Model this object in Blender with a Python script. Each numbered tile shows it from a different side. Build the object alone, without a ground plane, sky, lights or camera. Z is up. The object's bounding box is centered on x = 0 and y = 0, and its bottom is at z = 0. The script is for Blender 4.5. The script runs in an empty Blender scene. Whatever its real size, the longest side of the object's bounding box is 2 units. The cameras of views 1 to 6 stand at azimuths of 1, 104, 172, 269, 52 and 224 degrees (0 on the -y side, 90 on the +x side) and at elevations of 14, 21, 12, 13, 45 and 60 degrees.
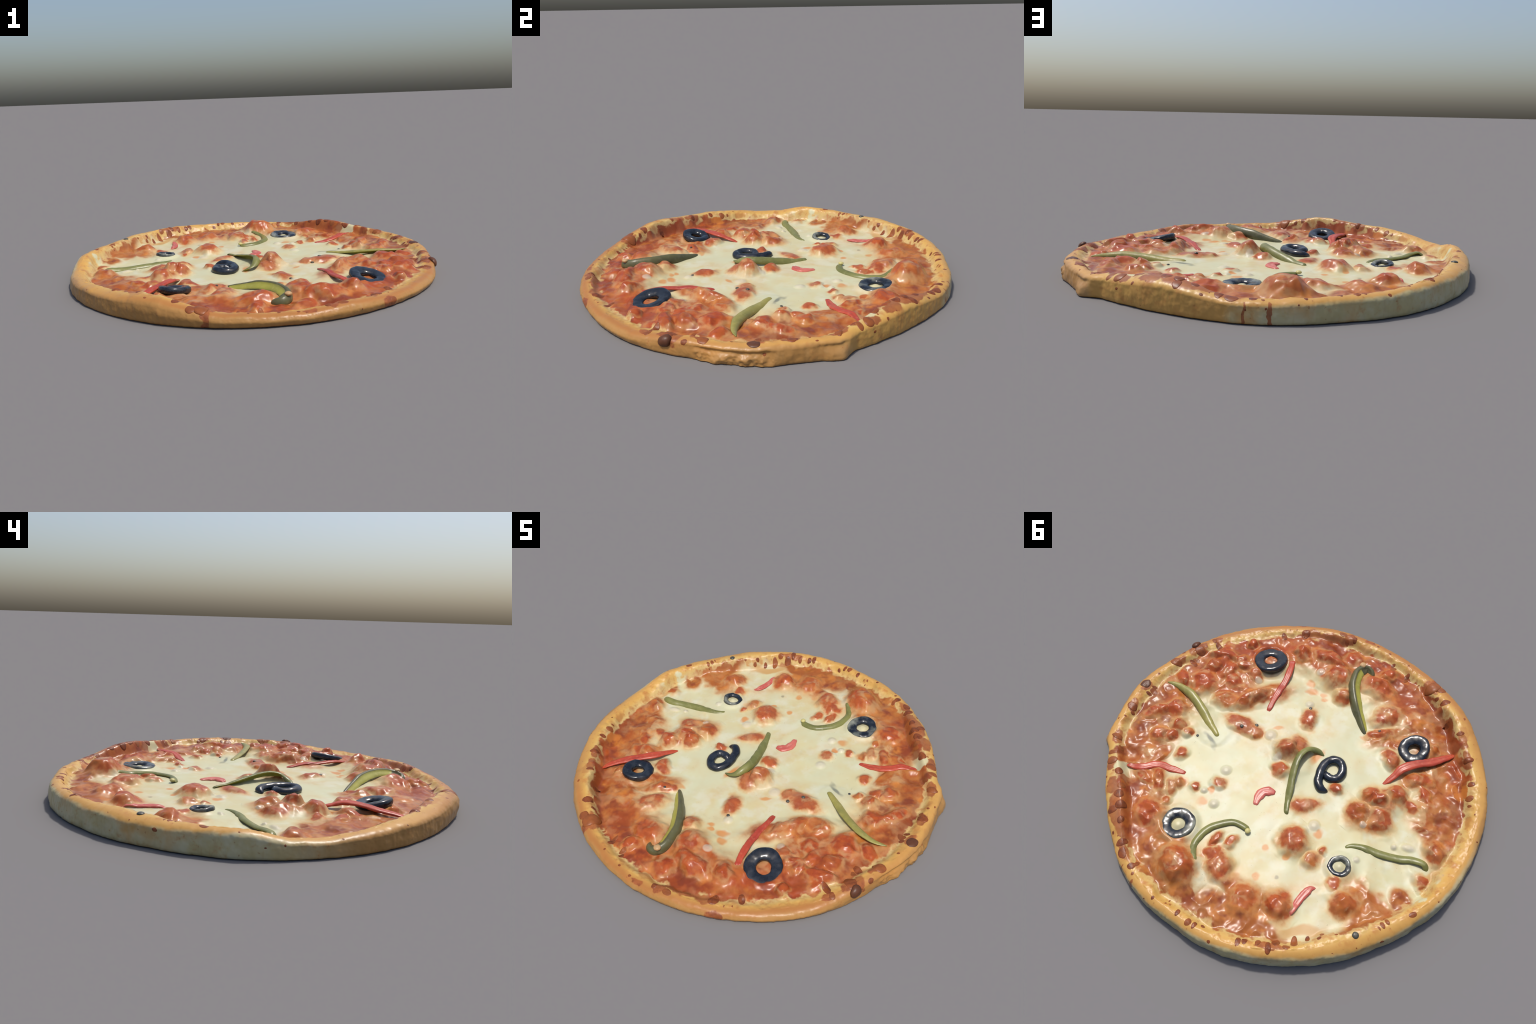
"""A baked pizza: dough disc with a raised rim, melted cheese over tomato sauce,
tomato chunks, olive rings, green and red pepper strips and browned blisters."""
import bpy, math, random
import numpy as np
from mathutils import Vector

random.seed(7)
RNG = np.random.default_rng(7)

# ----------------------------------------------------------------------------
# Layout of the pizza (metres).  Ellipses: x, y, half length, half width, angle
# of the long axis in degrees (and height of the lump above the cheese).
# ----------------------------------------------------------------------------
# azimuth in degrees, height of the rim crest
RIM_CREST = [
    (0, .079), (10, .082), (18, .088), (25, .088), (32, .085), (38, .100), (45, .112), (52, .128),
    (58, .128), (64, .114), (70, .094), (76, .083), (84, .085), (92, .09), (100, .092), (108, .095),
    (115, .098), (122, .105), (130, .106), (137, .107), (145, .11), (153, .103), (160, .10), (165, .102),
    (172, .102), (178, .10), (182, .088), (187, .068), (192, .063), (197, .064), (202, .072), (208, .083),
    (215, .09), (222, .092), (230, .096), (237, .111), (244, .108), (250, .092), (256, .072), (262, .058),
    (270, .055), (278, .052), (285, .053), (290, .06), (295, .066), (301, .064), (307, .055), (315, .052),
    (322, .051), (328, .053), (335, .052), (342, .065), (348, .073), (354, .078)]
# azimuth, radius of the widest part of the flank
OUTLINE = [
    (0, .985), (6, .996), (10, 1.0), (15, .997), (18, .992), (23, .986), (27, .988), (30, .995), (32.5, .998), (34.5, .982),
    (37, .958), (45, .946), (55, .944), (62, .950), (70, .963), (76, .977), (82, .983), (90, .983),
    (97, .980), (102, .980), (107, .990), (115, .993), (122, .991), (129, .987), (136, .986), (142, .987),
    (148, .985), (156, .980), (162, .985), (168, .988), (174, .996), (180, 1.0), (187, 1.0), (193, .999),
    (200, .998), (208, .999), (216, .997), (222, .991), (230, .990), (238, .990), (245, .990), (255, .987),
    (263, .986), (270, .982), (280, .980), (290, .979), (300, .979), (310, .979), (318, .980), (325, .986),
    (331, .988), (338, .990), (344, .985), (349, .980), (355, .976)]
CHUNKS = [
    (0.551, -0.071, 0.061, 0.043, -154, 0.04), (0.462, -0.174, 0.091, 0.037, -105, 0.045), (0.38, -0.02, 0.079, 0.043, -168, 0.025),
    (0.292, -0.033, 0.03, 0.03, 0, 0.02), (0.731, -0.069, 0.072, 0.058, 137, 0.05), (0.766, -0.175, 0.059, 0.037, -108, 0.05),
    (0.785, -0.275, 0.073, 0.033, -149, 0.055), (0.685, -0.215, 0.071, 0.03, -93, 0.04), (0.642, -0.301, 0.056, 0.022, -153, 0.04),
    (0.681, -0.316, 0.033, 0.033, 0, 0.04), (0.56, -0.309, 0.03, 0.03, 0, 0.03), (0.709, 0.155, 0.052, 0.045, -121, 0.035),
    (0.615, 0.224, 0.042, 0.037, -100, 0.045), (0.551, 0.212, 0.025, 0.025, 0, 0.03), (0.645, 0.333, 0.032, 0.04, 177, 0.035),
    (0.599, 0.294, 0.025, 0.025, 0, 0.03), (0.478, 0.329, 0.028, 0.03, -160, 0.025), (0.763, 0.244, 0.065, 0.035, -112, 0.035),
    (0.72, -0.447, 0.028, 0.028, 0, 0.05), (0.101, -0.074, 0.05, 0.052, -139, 0.08), (0.046, 0.04, 0.035, 0.035, 0, 0.03),
    (0.075, -0.133, 0.055, 0.04, 166, 0.03), (0.33, -0.675, 0.099, 0.04, -174, 0.055), (0.219, -0.607, 0.065, 0.058, 112, 0.05),
    (0.468, -0.593, 0.039, 0.05, -125, 0.06), (0.113, -0.528, 0.043, 0.043, 0, 0.035), (0.015, -0.711, 0.079, 0.055, -170, 0.06),
    (0.022, -0.822, 0.042, 0.033, 79, 0.045), (-0.141, -0.598, 0.07, 0.05, -114, 0.04), (0.152, -0.298, 0.051, 0.037, 121, 0.025),
    (-0.187, -0.488, 0.056, 0.028, -135, 0.025), (-0.46, -0.605, 0.024, 0.024, 0, 0.03), (-0.329, -0.408, 0.053, 0.033, 145, 0.035),
    (0.215, 0.312, 0.029, 0.028, -135, 0.018), (0.283, 0.414, 0.022, 0.022, 0, 0.018), (0.032, 0.763, 0.092, 0.075, 170, 0.08),
    (-0.108, 0.622, 0.049, 0.068, -136, 0.055), (-0.035, 0.6, 0.041, 0.035, -136, 0.02), (0.004, 0.538, 0.039, 0.02, -100, 0.02),
    (-0.066, 0.496, 0.039, 0.022, -100, 0.018), (-0.274, 0.281, 0.058, 0.06, -120, 0.055), (0.359, 0.451, 0.028, 0.028, 0, 0.03),
    (0.369, 0.497, 0.038, 0.022, 139, 0.025), (0.33, 0.564, 0.023, 0.022, -66, 0.02), (0.439, 0.513, 0.055, 0.022, 134, 0.025),
    (0.509, 0.548, 0.054, 0.028, 178, 0.02), (0.336, 0.67, 0.059, 0.055, 163, 0.03), (-0.234, -0.079, 0.034, 0.03, -145, 0.03),
    (-0.379, -0.168, 0.049, 0.035, -94, 0.05), (-0.431, -0.173, 0.042, 0.03, -166, 0.05), (-0.49, -0.275, 0.039, 0.043, -111, 0.055),
    (-0.398, -0.05, 0.056, 0.05, -64, 0.035), (-0.509, -0.089, 0.058, 0.05, -151, 0.025), (-0.575, -0.265, 0.044, 0.03, 178, 0.025),
    (-0.589, -0.357, 0.052, 0.022, 155, 0.02), (-0.506, -0.407, 0.068, 0.037, -145, 0.035), (-0.183, 0.101, 0.063, 0.037, -131, 0.015),
    (-0.399, 0.294, 0.034, 0.04, 165, 0.025), (-0.413, 0.221, 0.022, 0.022, 0, 0.015), (-0.818, -0.145, 0.041, 0.055, -116, 0.045),
    (-0.844, 0.005, 0.029, 0.03, -80, 0.025), (-0.665, 0.358, 0.052, 0.055, -29, 0.05), (-0.57, 0.314, 0.03, 0.03, 0, 0.015),
    (-0.313, 0.654, 0.054, 0.06, -145, 0.035), (-0.445, 0.57, 0.059, 0.055, 147, 0.06), (0.631, -0.189, 0.051, 0.035, -4, 0.03),
    (0.832, -0.001, 0.045, 0.03, -35, 0.03), (0.756, -0.243, 0.126, 0.045, -51, 0.03), (0.232, -0.773, 0.053, 0.055, 16, 0.03),
]
OIL_SPOTS = [
    (0.237, -0.133, 0.036, 0.016, -135), (-0.151, -0.414, 0.036, 0.021, -140), (0.21, -0.48, 0.019, 0.019, 0),
    (0.204, 0.446, 0.032, 0.03, -145), (0.206, 0.372, 0.018, 0.018, 0), (-0.206, 0.401, 0.022, 0.022, 0),
    (-0.311, 0.364, 0.022, 0.022, 0), (-0.271, 0.525, 0.022, 0.022, 0), (-0.2, 0.614, 0.028, 0.03, -116),
    (-0.337, 0.163, 0.02, 0.028, 176), (-0.654, 0.266, 0.031, 0.025, -136), (0.182, -0.464, 0.02, 0.02, 0),
    (0.259, -0.444, 0.036, 0.028, 28), (0.306, -0.473, 0.028, 0.03, 48), (-0.048, -0.156, 0.069, 0.03, 86),
]
MILK_BUBBLES = [
    (0.227, -0.079, 0.033, 0.033, -135), (0.524, -0.288, 0.022, 0.022, 0), (0.099, 0.003, 0.025, 0.025, 0),
    (0.308, -0.565, 0.025, 0.025, 0), (0.214, -0.371, 0.025, 0.025, 0), (0.144, 0.413, 0.024, 0.024, 0),
    (0.241, 0.235, 0.028, 0.028, 0), (-0.293, 0.149, 0.029, 0.029, 0), (-0.465, -0.02, 0.019, 0.018, -136),
    (-0.559, 0.142, 0.018, 0.018, 0), (-0.647, -0.038, 0.015, 0.015, 0), (-0.7, -0.08, 0.033, 0.02, -153),
    (0.236, 0.394, 0.018, 0.018, 0),
]
GREY_STAINS = [
    (-0.208, 0.727, 0.027, 0.022, -126), (-0.342, 0.469, 0.015, 0.015, 0), (0.428, 0.167, 0.058, 0.015, 157),
    (0.5, 0.196, 0.009, 0.009, 0), (0.368, -0.003, 0.012, 0.01, 175), (0.323, -0.069, 0.013, 0.009, 178),
    (0.191, -0.354, 0.014, 0.006, -162), (-0.178, -0.493, 0.007, 0.007, 0),
]
SAUCE_PATCHES = [
    (0.702, 0.328, 0.161, 0.1, 139), (0.816, 0.27, 0.126, 0.06, -76), (0.775, -0.172, 0.174, 0.075, -92),
    (0.763, -0.088, 0.106, 0.065, 137), (0.647, -0.251, 0.081, 0.095, -140), (0.585, -0.08, 0.054, 0.055, -149),
    (0.581, -0.613, 0.059, 0.03, -104), (0.425, -0.759, 0.176, 0.045, -158), (0.476, -0.587, 0.057, 0.075, -121),
    (0.246, -0.641, 0.065, 0.1, -173), (-0.183, -0.752, 0.172, 0.095, 159), (-0.033, -0.769, 0.138, 0.1, -157),
    (-0.415, -0.78, 0.105, 0.055, 151), (-0.263, -0.526, 0.161, 0.06, -124), (-0.623, -0.469, 0.225, 0.105, 133),
    (-0.512, -0.413, 0.103, 0.06, -126), (-0.637, -0.33, 0.086, 0.055, 143), (-0.841, 0.15, 0.058, 0.065, -131),
    (-0.758, 0.299, 0.069, 0.065, 121), (-0.671, 0.333, 0.057, 0.065, -31), (-0.883, 0.038, 0.031, 0.03, -118),
    (-0.29, 0.756, 0.184, 0.09, -153), (-0.14, 0.854, 0.116, 0.055, -153), (0.002, 0.88, 0.069, 0.04, -172),
    (0.448, 0.708, 0.129, 0.065, 147), (0.345, 0.666, 0.069, 0.065, 159), (0.488, 0.55, 0.098, 0.095, -178),
    (0.257, 0.888, 0.085, 0.04, 179), (0.557, 0.426, 0.099, 0.04, -90), (0.636, -0.205, 0.153, 0.125, 80),
    (0.762, -0.272, 0.135, 0.085, 59), (0.82, -0.019, 0.073, 0.06, 81), (0.734, -0.406, 0.075, 0.065, 56),
    (0.455, -0.212, 0.215, 0.065, 57), (0.264, -0.632, 0.105, 0.09, 164), (0.453, -0.639, 0.12, 0.085, 30),
    (0.244, -0.79, 0.08, 0.095, 19), (0.453, -0.757, 0.134, 0.04, 22), (0.095, 0.802, 0.089, 0.08, 176),
    (-0.448, -0.143, 0.152, 0.075, -103), (-0.448, -0.069, 0.098, 0.075, -154),
]
TOASTED_PATCHES = [
    (0.15, 0.849, 0.218, 0.055, 174), (-0.211, 0.912, 0.178, 0.045, -150), (-0.572, 0.616, 0.182, 0.03, -133),
    (-0.824, 0.278, 0.188, 0.03, -122), (-0.878, -0.157, 0.113, 0.035, -71), (-0.758, 0.286, 0.103, 0.08, -19),
    (-0.232, 0.761, 0.106, 0.075, 13), (-0.75, -0.221, 0.102, 0.075, 14), (-0.864, -0.03, 0.074, 0.03, -112),
]
BLISTERS = [
    (256.6, 0.926, 0.0375), (254.1, 0.958, 0.0225), (248.9, 0.914, 0.0225), (252.1, 0.9, 0.0125), (266.6, 0.892, 0.016),
    (273.4, 0.899, 0.014), (261.2, 0.895, 0.01), (268.9, 0.943, 0.0085), (240.5, 0.956, 0.01), (290.2, 0.929, 0.016),
    (294.7, 0.94, 0.019), (308.1, 0.907, 0.025), (292.5, 0.905, 0.016), (241.9, 0.878, 0.02), (235.5, 0.898, 0.015),
    (225.8, 0.903, 0.02), (217.2, 0.907, 0.015), (212.4, 0.901, 0.019), (209.9, 0.906, 0.011), (207.1, 0.936, 0.006),
    (199.1, 0.98, 0.006), (216.7, 0.983, 0.005), (347.6, 0.973, 0.025), (347.6, 0.925, 0.031), (352.8, 0.964, 0.014),
    (341.2, 0.948, 0.015), (340.8, 0.897, 0.0225), (357.3, 0.932, 0.0275), (10.6, 0.953, 0.025), (9.8, 0.905, 0.013),
    (13.2, 0.984, 0.01), (13, 0.905, 0.015), (20.4, 0.929, 0.024), (22.4, 0.912, 0.0125), (24.8, 0.934, 0.009),
    (26.2, 0.962, 0.0075), (32.8, 0.926, 0.021), (39.2, 0.924, 0.019), (37, 0.887, 0.015), (42.3, 0.916, 0.024),
    (43.2, 0.946, 0.009), (316, 0.887, 0.021), (352.5, 0.877, 0.019), (350.6, 0.88, 0.0125), (46.7, 0.868, 0.021),
    (46.4, 0.897, 0.007), (48.2, 0.936, 0.01), (52, 0.924, 0.0045), (60.5, 0.914, 0.021), (52.8, 0.851, 0.02),
    (55.8, 0.866, 0.0225), (59.7, 0.865, 0.025), (64.6, 0.887, 0.0175), (67.4, 0.941, 0.01), (69, 0.924, 0.005),
    (71.3, 0.916, 0.0225), (74.4, 0.938, 0.0225), (79.4, 0.929, 0.018), (79.5, 0.905, 0.014), (81.6, 0.944, 0.011),
    (77.9, 0.973, 0.005), (91.2, 0.947, 0.011), (94.9, 0.924, 0.009), (96.2, 0.918, 0.006), (99.5, 0.925, 0.0135),
    (94.9, 0.903, 0.007), (103.6, 0.936, 0.016), (105.5, 0.933, 0.014), (107.6, 0.919, 0.013), (111.1, 0.972, 0.011),
    (118.5, 0.928, 0.0175), (120.2, 0.918, 0.015), (123.9, 0.911, 0.016), (126.9, 0.932, 0.019), (128.9, 0.902, 0.023),
    (131.8, 0.92, 0.019), (134.1, 0.896, 0.023), (82.3, 0.978, 0.006), (89.3, 0.974, 0.005), (168.5, 0.946, 0.015),
    (161.3, 0.91, 0.013), (159.6, 0.915, 0.013), (158.3, 0.921, 0.01), (138, 0.879, 0.015), (141.2, 0.886, 0.0125),
    (142.3, 0.868, 0.0125), (146.2, 0.886, 0.011), (157.6, 0.976, 0.012), (186.1, 0.993, 0.006), (182, 0.994, 0.005),
    (176.5, 0.975, 0.005), (150.5, 0.966, 0.0045), (143.9, 0.965, 0.0035), (161.4, 0.889, 0.007), (4.9, 0.94, 0.009),
    (11.3, 0.893, 0.019), (265.8, 0.868, 0.014), (272.3, 0.875, 0.016), (276.8, 0.943, 0.009), (281.8, 0.953, 0.01),
    (283.8, 0.962, 0.009), (310.4, 0.992, 0.02), (311.4, 0.933, 0.006), (313.7, 0.93, 0.0055), (298.9, 0.985, 0.0045),
    
]
# where white cheese reaches out to the rim through the ring of baked sauce
CHEESE_WINDOWS = [
    (-.75, .03, .24, .16, -20), (-.60, .50, .17, .11, 60), (-.17, .74, .13, .06, 160), (.188, .611, .05, .05, 0), (.60, .60, .14, .035, 40)]
# sauce and cheese baked dark where it ran onto the rim: azimuth, radius, half length, half width
BROWN_PATCHES = [
    (r * math.cos(math.radians(a)), r * math.sin(math.radians(a)), half, wide, a + 90) for a, r, half, wide in [
        (298, .897, .095, .030), (306, .910, .055, .032), (257, .930, .050, .040), (258, .965, .022, .022), (348, .940, .060, .032),
        (62, .905, .085, .028), (67, .893, .05, .03), (74, .925, .05, .022), (52, .90, .05, .03), (127, .925, .06, .018),
        (292, .93, .03, .03), (20, .93, .04, .025), (11, .94, .04, .022), (233, .90, .05, .022), (226, .90, .05, .022),
        (285, .955, .03, .015), (309, .985, .04, .022), (33, .925, .05, .022), (44, .915, .035, .02), (356, .925, .04, .02), (340, .945, .03, .018),
        (83, .985, .009, .030), (77.5, .985, .005, .030), (258.5, .985, .013, .03)]]
# broad swellings of the topping: ellipse and height
MOUNDS = [
    (.24, -.60, .27, .11, 5, .019), (-.10, -.60, .15, .10, 10, .013), (-.28, -.68, .10, .08, 0, .012), (.02, .74, .13, .08, 0, .003),
    (.02, -.05, .12, .08, -60, .009), (.47, .10, .12, .09, 20, .010), (-.47, -.20, .11, .08, 70, .011), (.30, -.83, .13, .05, 20, -.014),
    (-.66, .02, .20, .06, -20, -.008), (.65, .07, .16, .05, -10, -.008), (-.90, -.10, .06, .15, 0, -.010)]
# paths of the strips: x, y, z
GREEN_STRIPS = [
    # hook lying flat in the cheese
    dict(pts=[(-.032, .69, .046), (.011, .672, .048), (.048, .638, .052), (.067, .587, .052), (.067, .523, .051),
              (.044, .468, .050), (.004, .415, .050), (-.049, .395, .049), (-.088, .392, .047)],
         width=.044, out=(.15, -.3, .95), taper=(.6, .8), skin="olive", end=(-.085, .402, .056, .014)),
    # long thin strip towards +x
    dict(pts=[(.868, .08, .068), (.80, .054, .067), (.713, .049, .070), (.607, .069, .062), (.522, .099, .052),
              (.456, .119, .045), (.405, .133, .037)],
         width=.052, out=(-.1, .45, .9), taper=(.35, .5), skin="yellow", end=None),
    # arched strip in the middle
    dict(pts=[(-.068, -.180, .030), (-.020, -.172, .050), (.014, -.138, .072), (.018, -.080, .079), (-.002, -.021, .074),
              (-.040, .046, .060), (-.076, .101, .048), (-.104, .145, .038), (-.135, .188, .032), (-.156, .206, .024)],
         width=.050, out=(.55, .45, .8), taper=(.5, .6), skin="olive", end=None),
    # big hollow slice standing at the front
    dict(pts=[(.080, -.738, .030), (.104, -.765, .044), (.138, -.765, .053), (.156, -.722, .062), (.142, -.670, .069), (.104, -.606, .069),
              (.036, -.543, .062), (-.034, -.495, .044), (-.110, -.450, .026), (-.142, -.430, .014)],
         width=.050, out=(-.05, -.03, 1), taper=(.6, .40), skin="dark", end=(.160, -.752, .078, .018)),
    # wavy strip towards -x
    dict(pts=[(-.470, .148, .020), (-.493, .101, .025), (-.546, .063, .026), (-.623, .033, .026), (-.704, -.012, .026),
              (-.755, -.048, .032), (-.808, -.066, .037), (-.845, -.050, .018)],
         width=.050, out=(.15, -.35, .9), taper=(.25, .7), skin="olive", end=None),
]
RED_STRIPS = [
    dict(pts=[(.635, .573, .056), (.562, .536, .056), (.51, .465, .054), (.44, .423, .050), (.358, .385, .038)],
         width=.042, taper=(.6, .4)),
    dict(pts=[(-.388, -.262, .022), (-.404, -.339, .042), (-.410, -.390, .056), (-.442, -.456, .059), (-.495, -.535, .050),
              (-.533, -.615, .040), (-.553, -.666, .026)],
         width=.047, taper=(.5, .4)),
    dict(pts=[(-.517, .382, .040), (-.500, .407, .044), (-.499, .455, .044), (-.505, .506, .044), (-.518, .570, .038)],
         width=.036, taper=(.3, .5)),
    dict(pts=[(.340, -.160, .026), (.376, -.268, .042), (.405, -.370, .052), (.443, -.459, .056), (.488, -.530, .044)],
         width=.037, taper=(.6, .8)),
    dict(pts=[(-.011, .280, .030), (.012, .235, .037), (.015, .191, .037), (-.009, .165, .036), (-.034, .151, .028)],
         width=.052, taper=(.4, .4)),
]
# x, y, z, outer radius, hole radius, half height, tilt axis direction (azimuth it leans to), tilt, coated by cheese
OLIVES = [
    (.570, -.432, .052, .097, .036, .017, -40, 14, 0.0),
    (-.381, -.531, .048, .082, .028, .018, 75, 12, 0.0),
    (.188, .611, .055, .086, .034, .016, -60, 3, 0.35),
    (-.525, .225, .040, .056, .030, .014, 40, 8, 0.6),
]
OLIVE_SPIRAL = [(-0.127, -0.117, 0.036), (-0.15, -0.102, 0.037), (-0.175, -0.102, 0.038), (-0.196, -0.117, 0.04), (-0.205, -0.146, 0.041), (-0.192, -0.181, 0.042), (-0.159, -0.205, 0.042), (-0.125, -0.201, 0.042), (-0.104, -0.172, 0.043), (-0.103, -0.129, 0.044), (-0.121, -0.083, 0.045), (-0.143, -0.045, 0.044), (-0.177, -0.025, 0.042), (-0.216, -0.037, 0.034)]


# ----------------------------------------------------------------------------
# helpers: noise, ellipses, periodic profiles
# ----------------------------------------------------------------------------
PERM = RNG.permutation(4096)
GRAD = RNG.normal(size=(4096, 3))
GRAD /= np.linalg.norm(GRAD, axis=1, keepdims=True)


def noise3(p):
    """gradient noise of points (n, 3), about -1..1"""
    i = np.floor(p).astype(np.int64)
    f = p - i
    w = f * f * f * (f * (f * 6 - 15) + 10)
    out = 0.0
    for dx in (0, 1):
        for dy in (0, 1):
            for dz in (0, 1):
                h = PERM[(PERM[(PERM[(i[:, 0] + dx) & 4095] + i[:, 1] + dy) & 4095] + i[:, 2] + dz) & 4095]
                g = (GRAD[h] * (f - (dx, dy, dz))).sum(1)
                out = out + g * np.where(dx, w[:, 0], 1 - w[:, 0]) * np.where(dy, w[:, 1], 1 - w[:, 1]) * np.where(dz, w[:, 2], 1 - w[:, 2])
    return out * 1.5


def fbm(x, y, z, scale, octaves=4, gain=.5):
    p = np.stack([x, y, z], -1) * scale + 31.7
    a, s = 1.0, 0.0
    for _ in range(octaves):
        s = s + a * noise3(p)
        p, a = p * 2.03 + 5.1, a * gain
    return s


def smooth(t):
    t = np.clip(t, 0, 1)
    return t * t * (3 - 2 * t)


def ellipse_distance(x, y, e):
    c, s = math.cos(math.radians(e[4])), math.sin(math.radians(e[4]))
    dx, dy = x - e[0], y - e[1]
    return np.hypot((dx * c + dy * s) / e[2], (dy * c - dx * s) / e[3])


def periodic(table, az):
    """smooth periodic interpolation of (azimuth, value) pairs"""
    a = np.array([t[0] for t in table], float)
    v = np.array([t[1] for t in table], float)
    a = np.concatenate([a - 360, a, a + 360])
    v = np.concatenate([v, v, v])
    fine = np.linspace(0, 360, 721)[:-1]
    f = np.interp(fine, a, v)
    k = np.array([1, 2, 3, 2, 1.0]); k /= k.sum()
    f = sum(w * np.roll(f, n - 2) for n, w in enumerate(k))
    return np.interp(az % 360, np.append(fine, 360), np.append(f, f[0]))


def cheese_plane(x, y):
    return .034 + .012 * x + .018 * y


# ----------------------------------------------------------------------------
# the body: one smooth closed surface, later separated by region
# ----------------------------------------------------------------------------
N_AZ = 1280
AZ = np.arange(N_AZ) * 360.0 / N_AZ


def sauce_amount(x, y):
    r = np.hypot(x, y) + .05 * fbm(x, y, 0 * x + 6, 5, 3)
    m = smooth((r - .60) / .12)
    for e in CHEESE_WINDOWS:
        m = m * (1 - smooth(1.7 - 1.2 * ellipse_distance(x, y, e)))
    for e in SAUCE_PATCHES:
        near = (np.abs(x - e[0]) < e[2] * 1.4 + e[3]) & (np.abs(y - e[1]) < e[2] * 1.4 + e[3])
        d = ellipse_distance(x[near], y[near], e)
        m[near] = np.maximum(m[near], smooth(1.6 - 1.1 * d))
    return m


def topping_height(x, y):
    base = cheese_plane(x, y)
    r = np.hypot(x, y)
    zero = np.zeros_like(x)
    wx = x + .017 * fbm(x, y, zero, 14, 2)
    wy = y + .017 * fbm(x, y, zero + 3.3, 14, 2)
    lump, owner, best = np.zeros_like(x), np.full(x.shape, -1), np.zeros_like(x)
    for n, e in enumerate(CHUNKS):
        big = 1.6 * max(e[2], e[3]) + .02
        near = (np.abs(x - e[0]) < big) & (np.abs(y - e[1]) < big)
        d = ellipse_distance(wx[near], wy[near], e) / 1.18
        f = .72 * smooth(1.42 - (1.0 + .2 * ((n * 37) % 10) / 10) * d) + .28 * smooth(1.05 - .58 * d)
        h = e[5] * (.88 - 1.2 * max(0, e[5] - .055) - (.21 if math.hypot(e[0], e[1]) > .55 and e[5] < .08 else 0)) * f
        k = .028
        a, b = lump[near], h
        t = np.clip(.5 + .5 * (b - a) / k, 0, 1)
        lump[near] = np.maximum(a, b) + k * t * (1 - t) * np.clip(np.minimum(a, b) / k, 0, 1)
        own = f - .36
        better = own > best[near]
        idx = np.flatnonzero(near)[better]
        best.flat[idx] = own[better]
        owner.flat[idx] = n
    m = sauce_amount(x, y) * smooth((.93 - r) / .06)
    rough = fbm(x, y, zero + 9, 11, 3, .34)
    ridge = 1 - np.abs(fbm(x, y, zero + 4, 7, 3, .45))
    bumps = m * (.011 + .010 * rough + .016 * (ridge - .62)) + (.0035 * fbm(x, y, zero, 7, 2, .35) + .002) * (1 - m)
    chunky = smooth(lump / .03)
    bumps = bumps + chunky * (.0025 * fbm(x, y, zero + 2, 26, 2) + .005 * fbm(x, y, zero + 7, 13, 2))
    for e in MOUNDS:
        bumps = bumps + e[5] * smooth(1.5 - 1.1 * ellipse_distance(wx, wy, e))
    for e in MILK_BUBBLES:
        d = ellipse_distance(x, y, e)
        bumps = bumps + .009 * smooth(1.25 - d)
    for o in OLIVES:
        d = np.hypot(x - o[0], y - o[1])
        bumps = bumps + .012 * np.exp(-((d - o[3]) / .018) ** 2)
        if o[8] > .2:
            bumps = bumps + (o[2] + o[5] * .3 - cheese_plane(o[0], o[1])) * smooth((o[4] * 1.15 - d) / .016 * .5)
    return base + lump + bumps, owner, m


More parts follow.
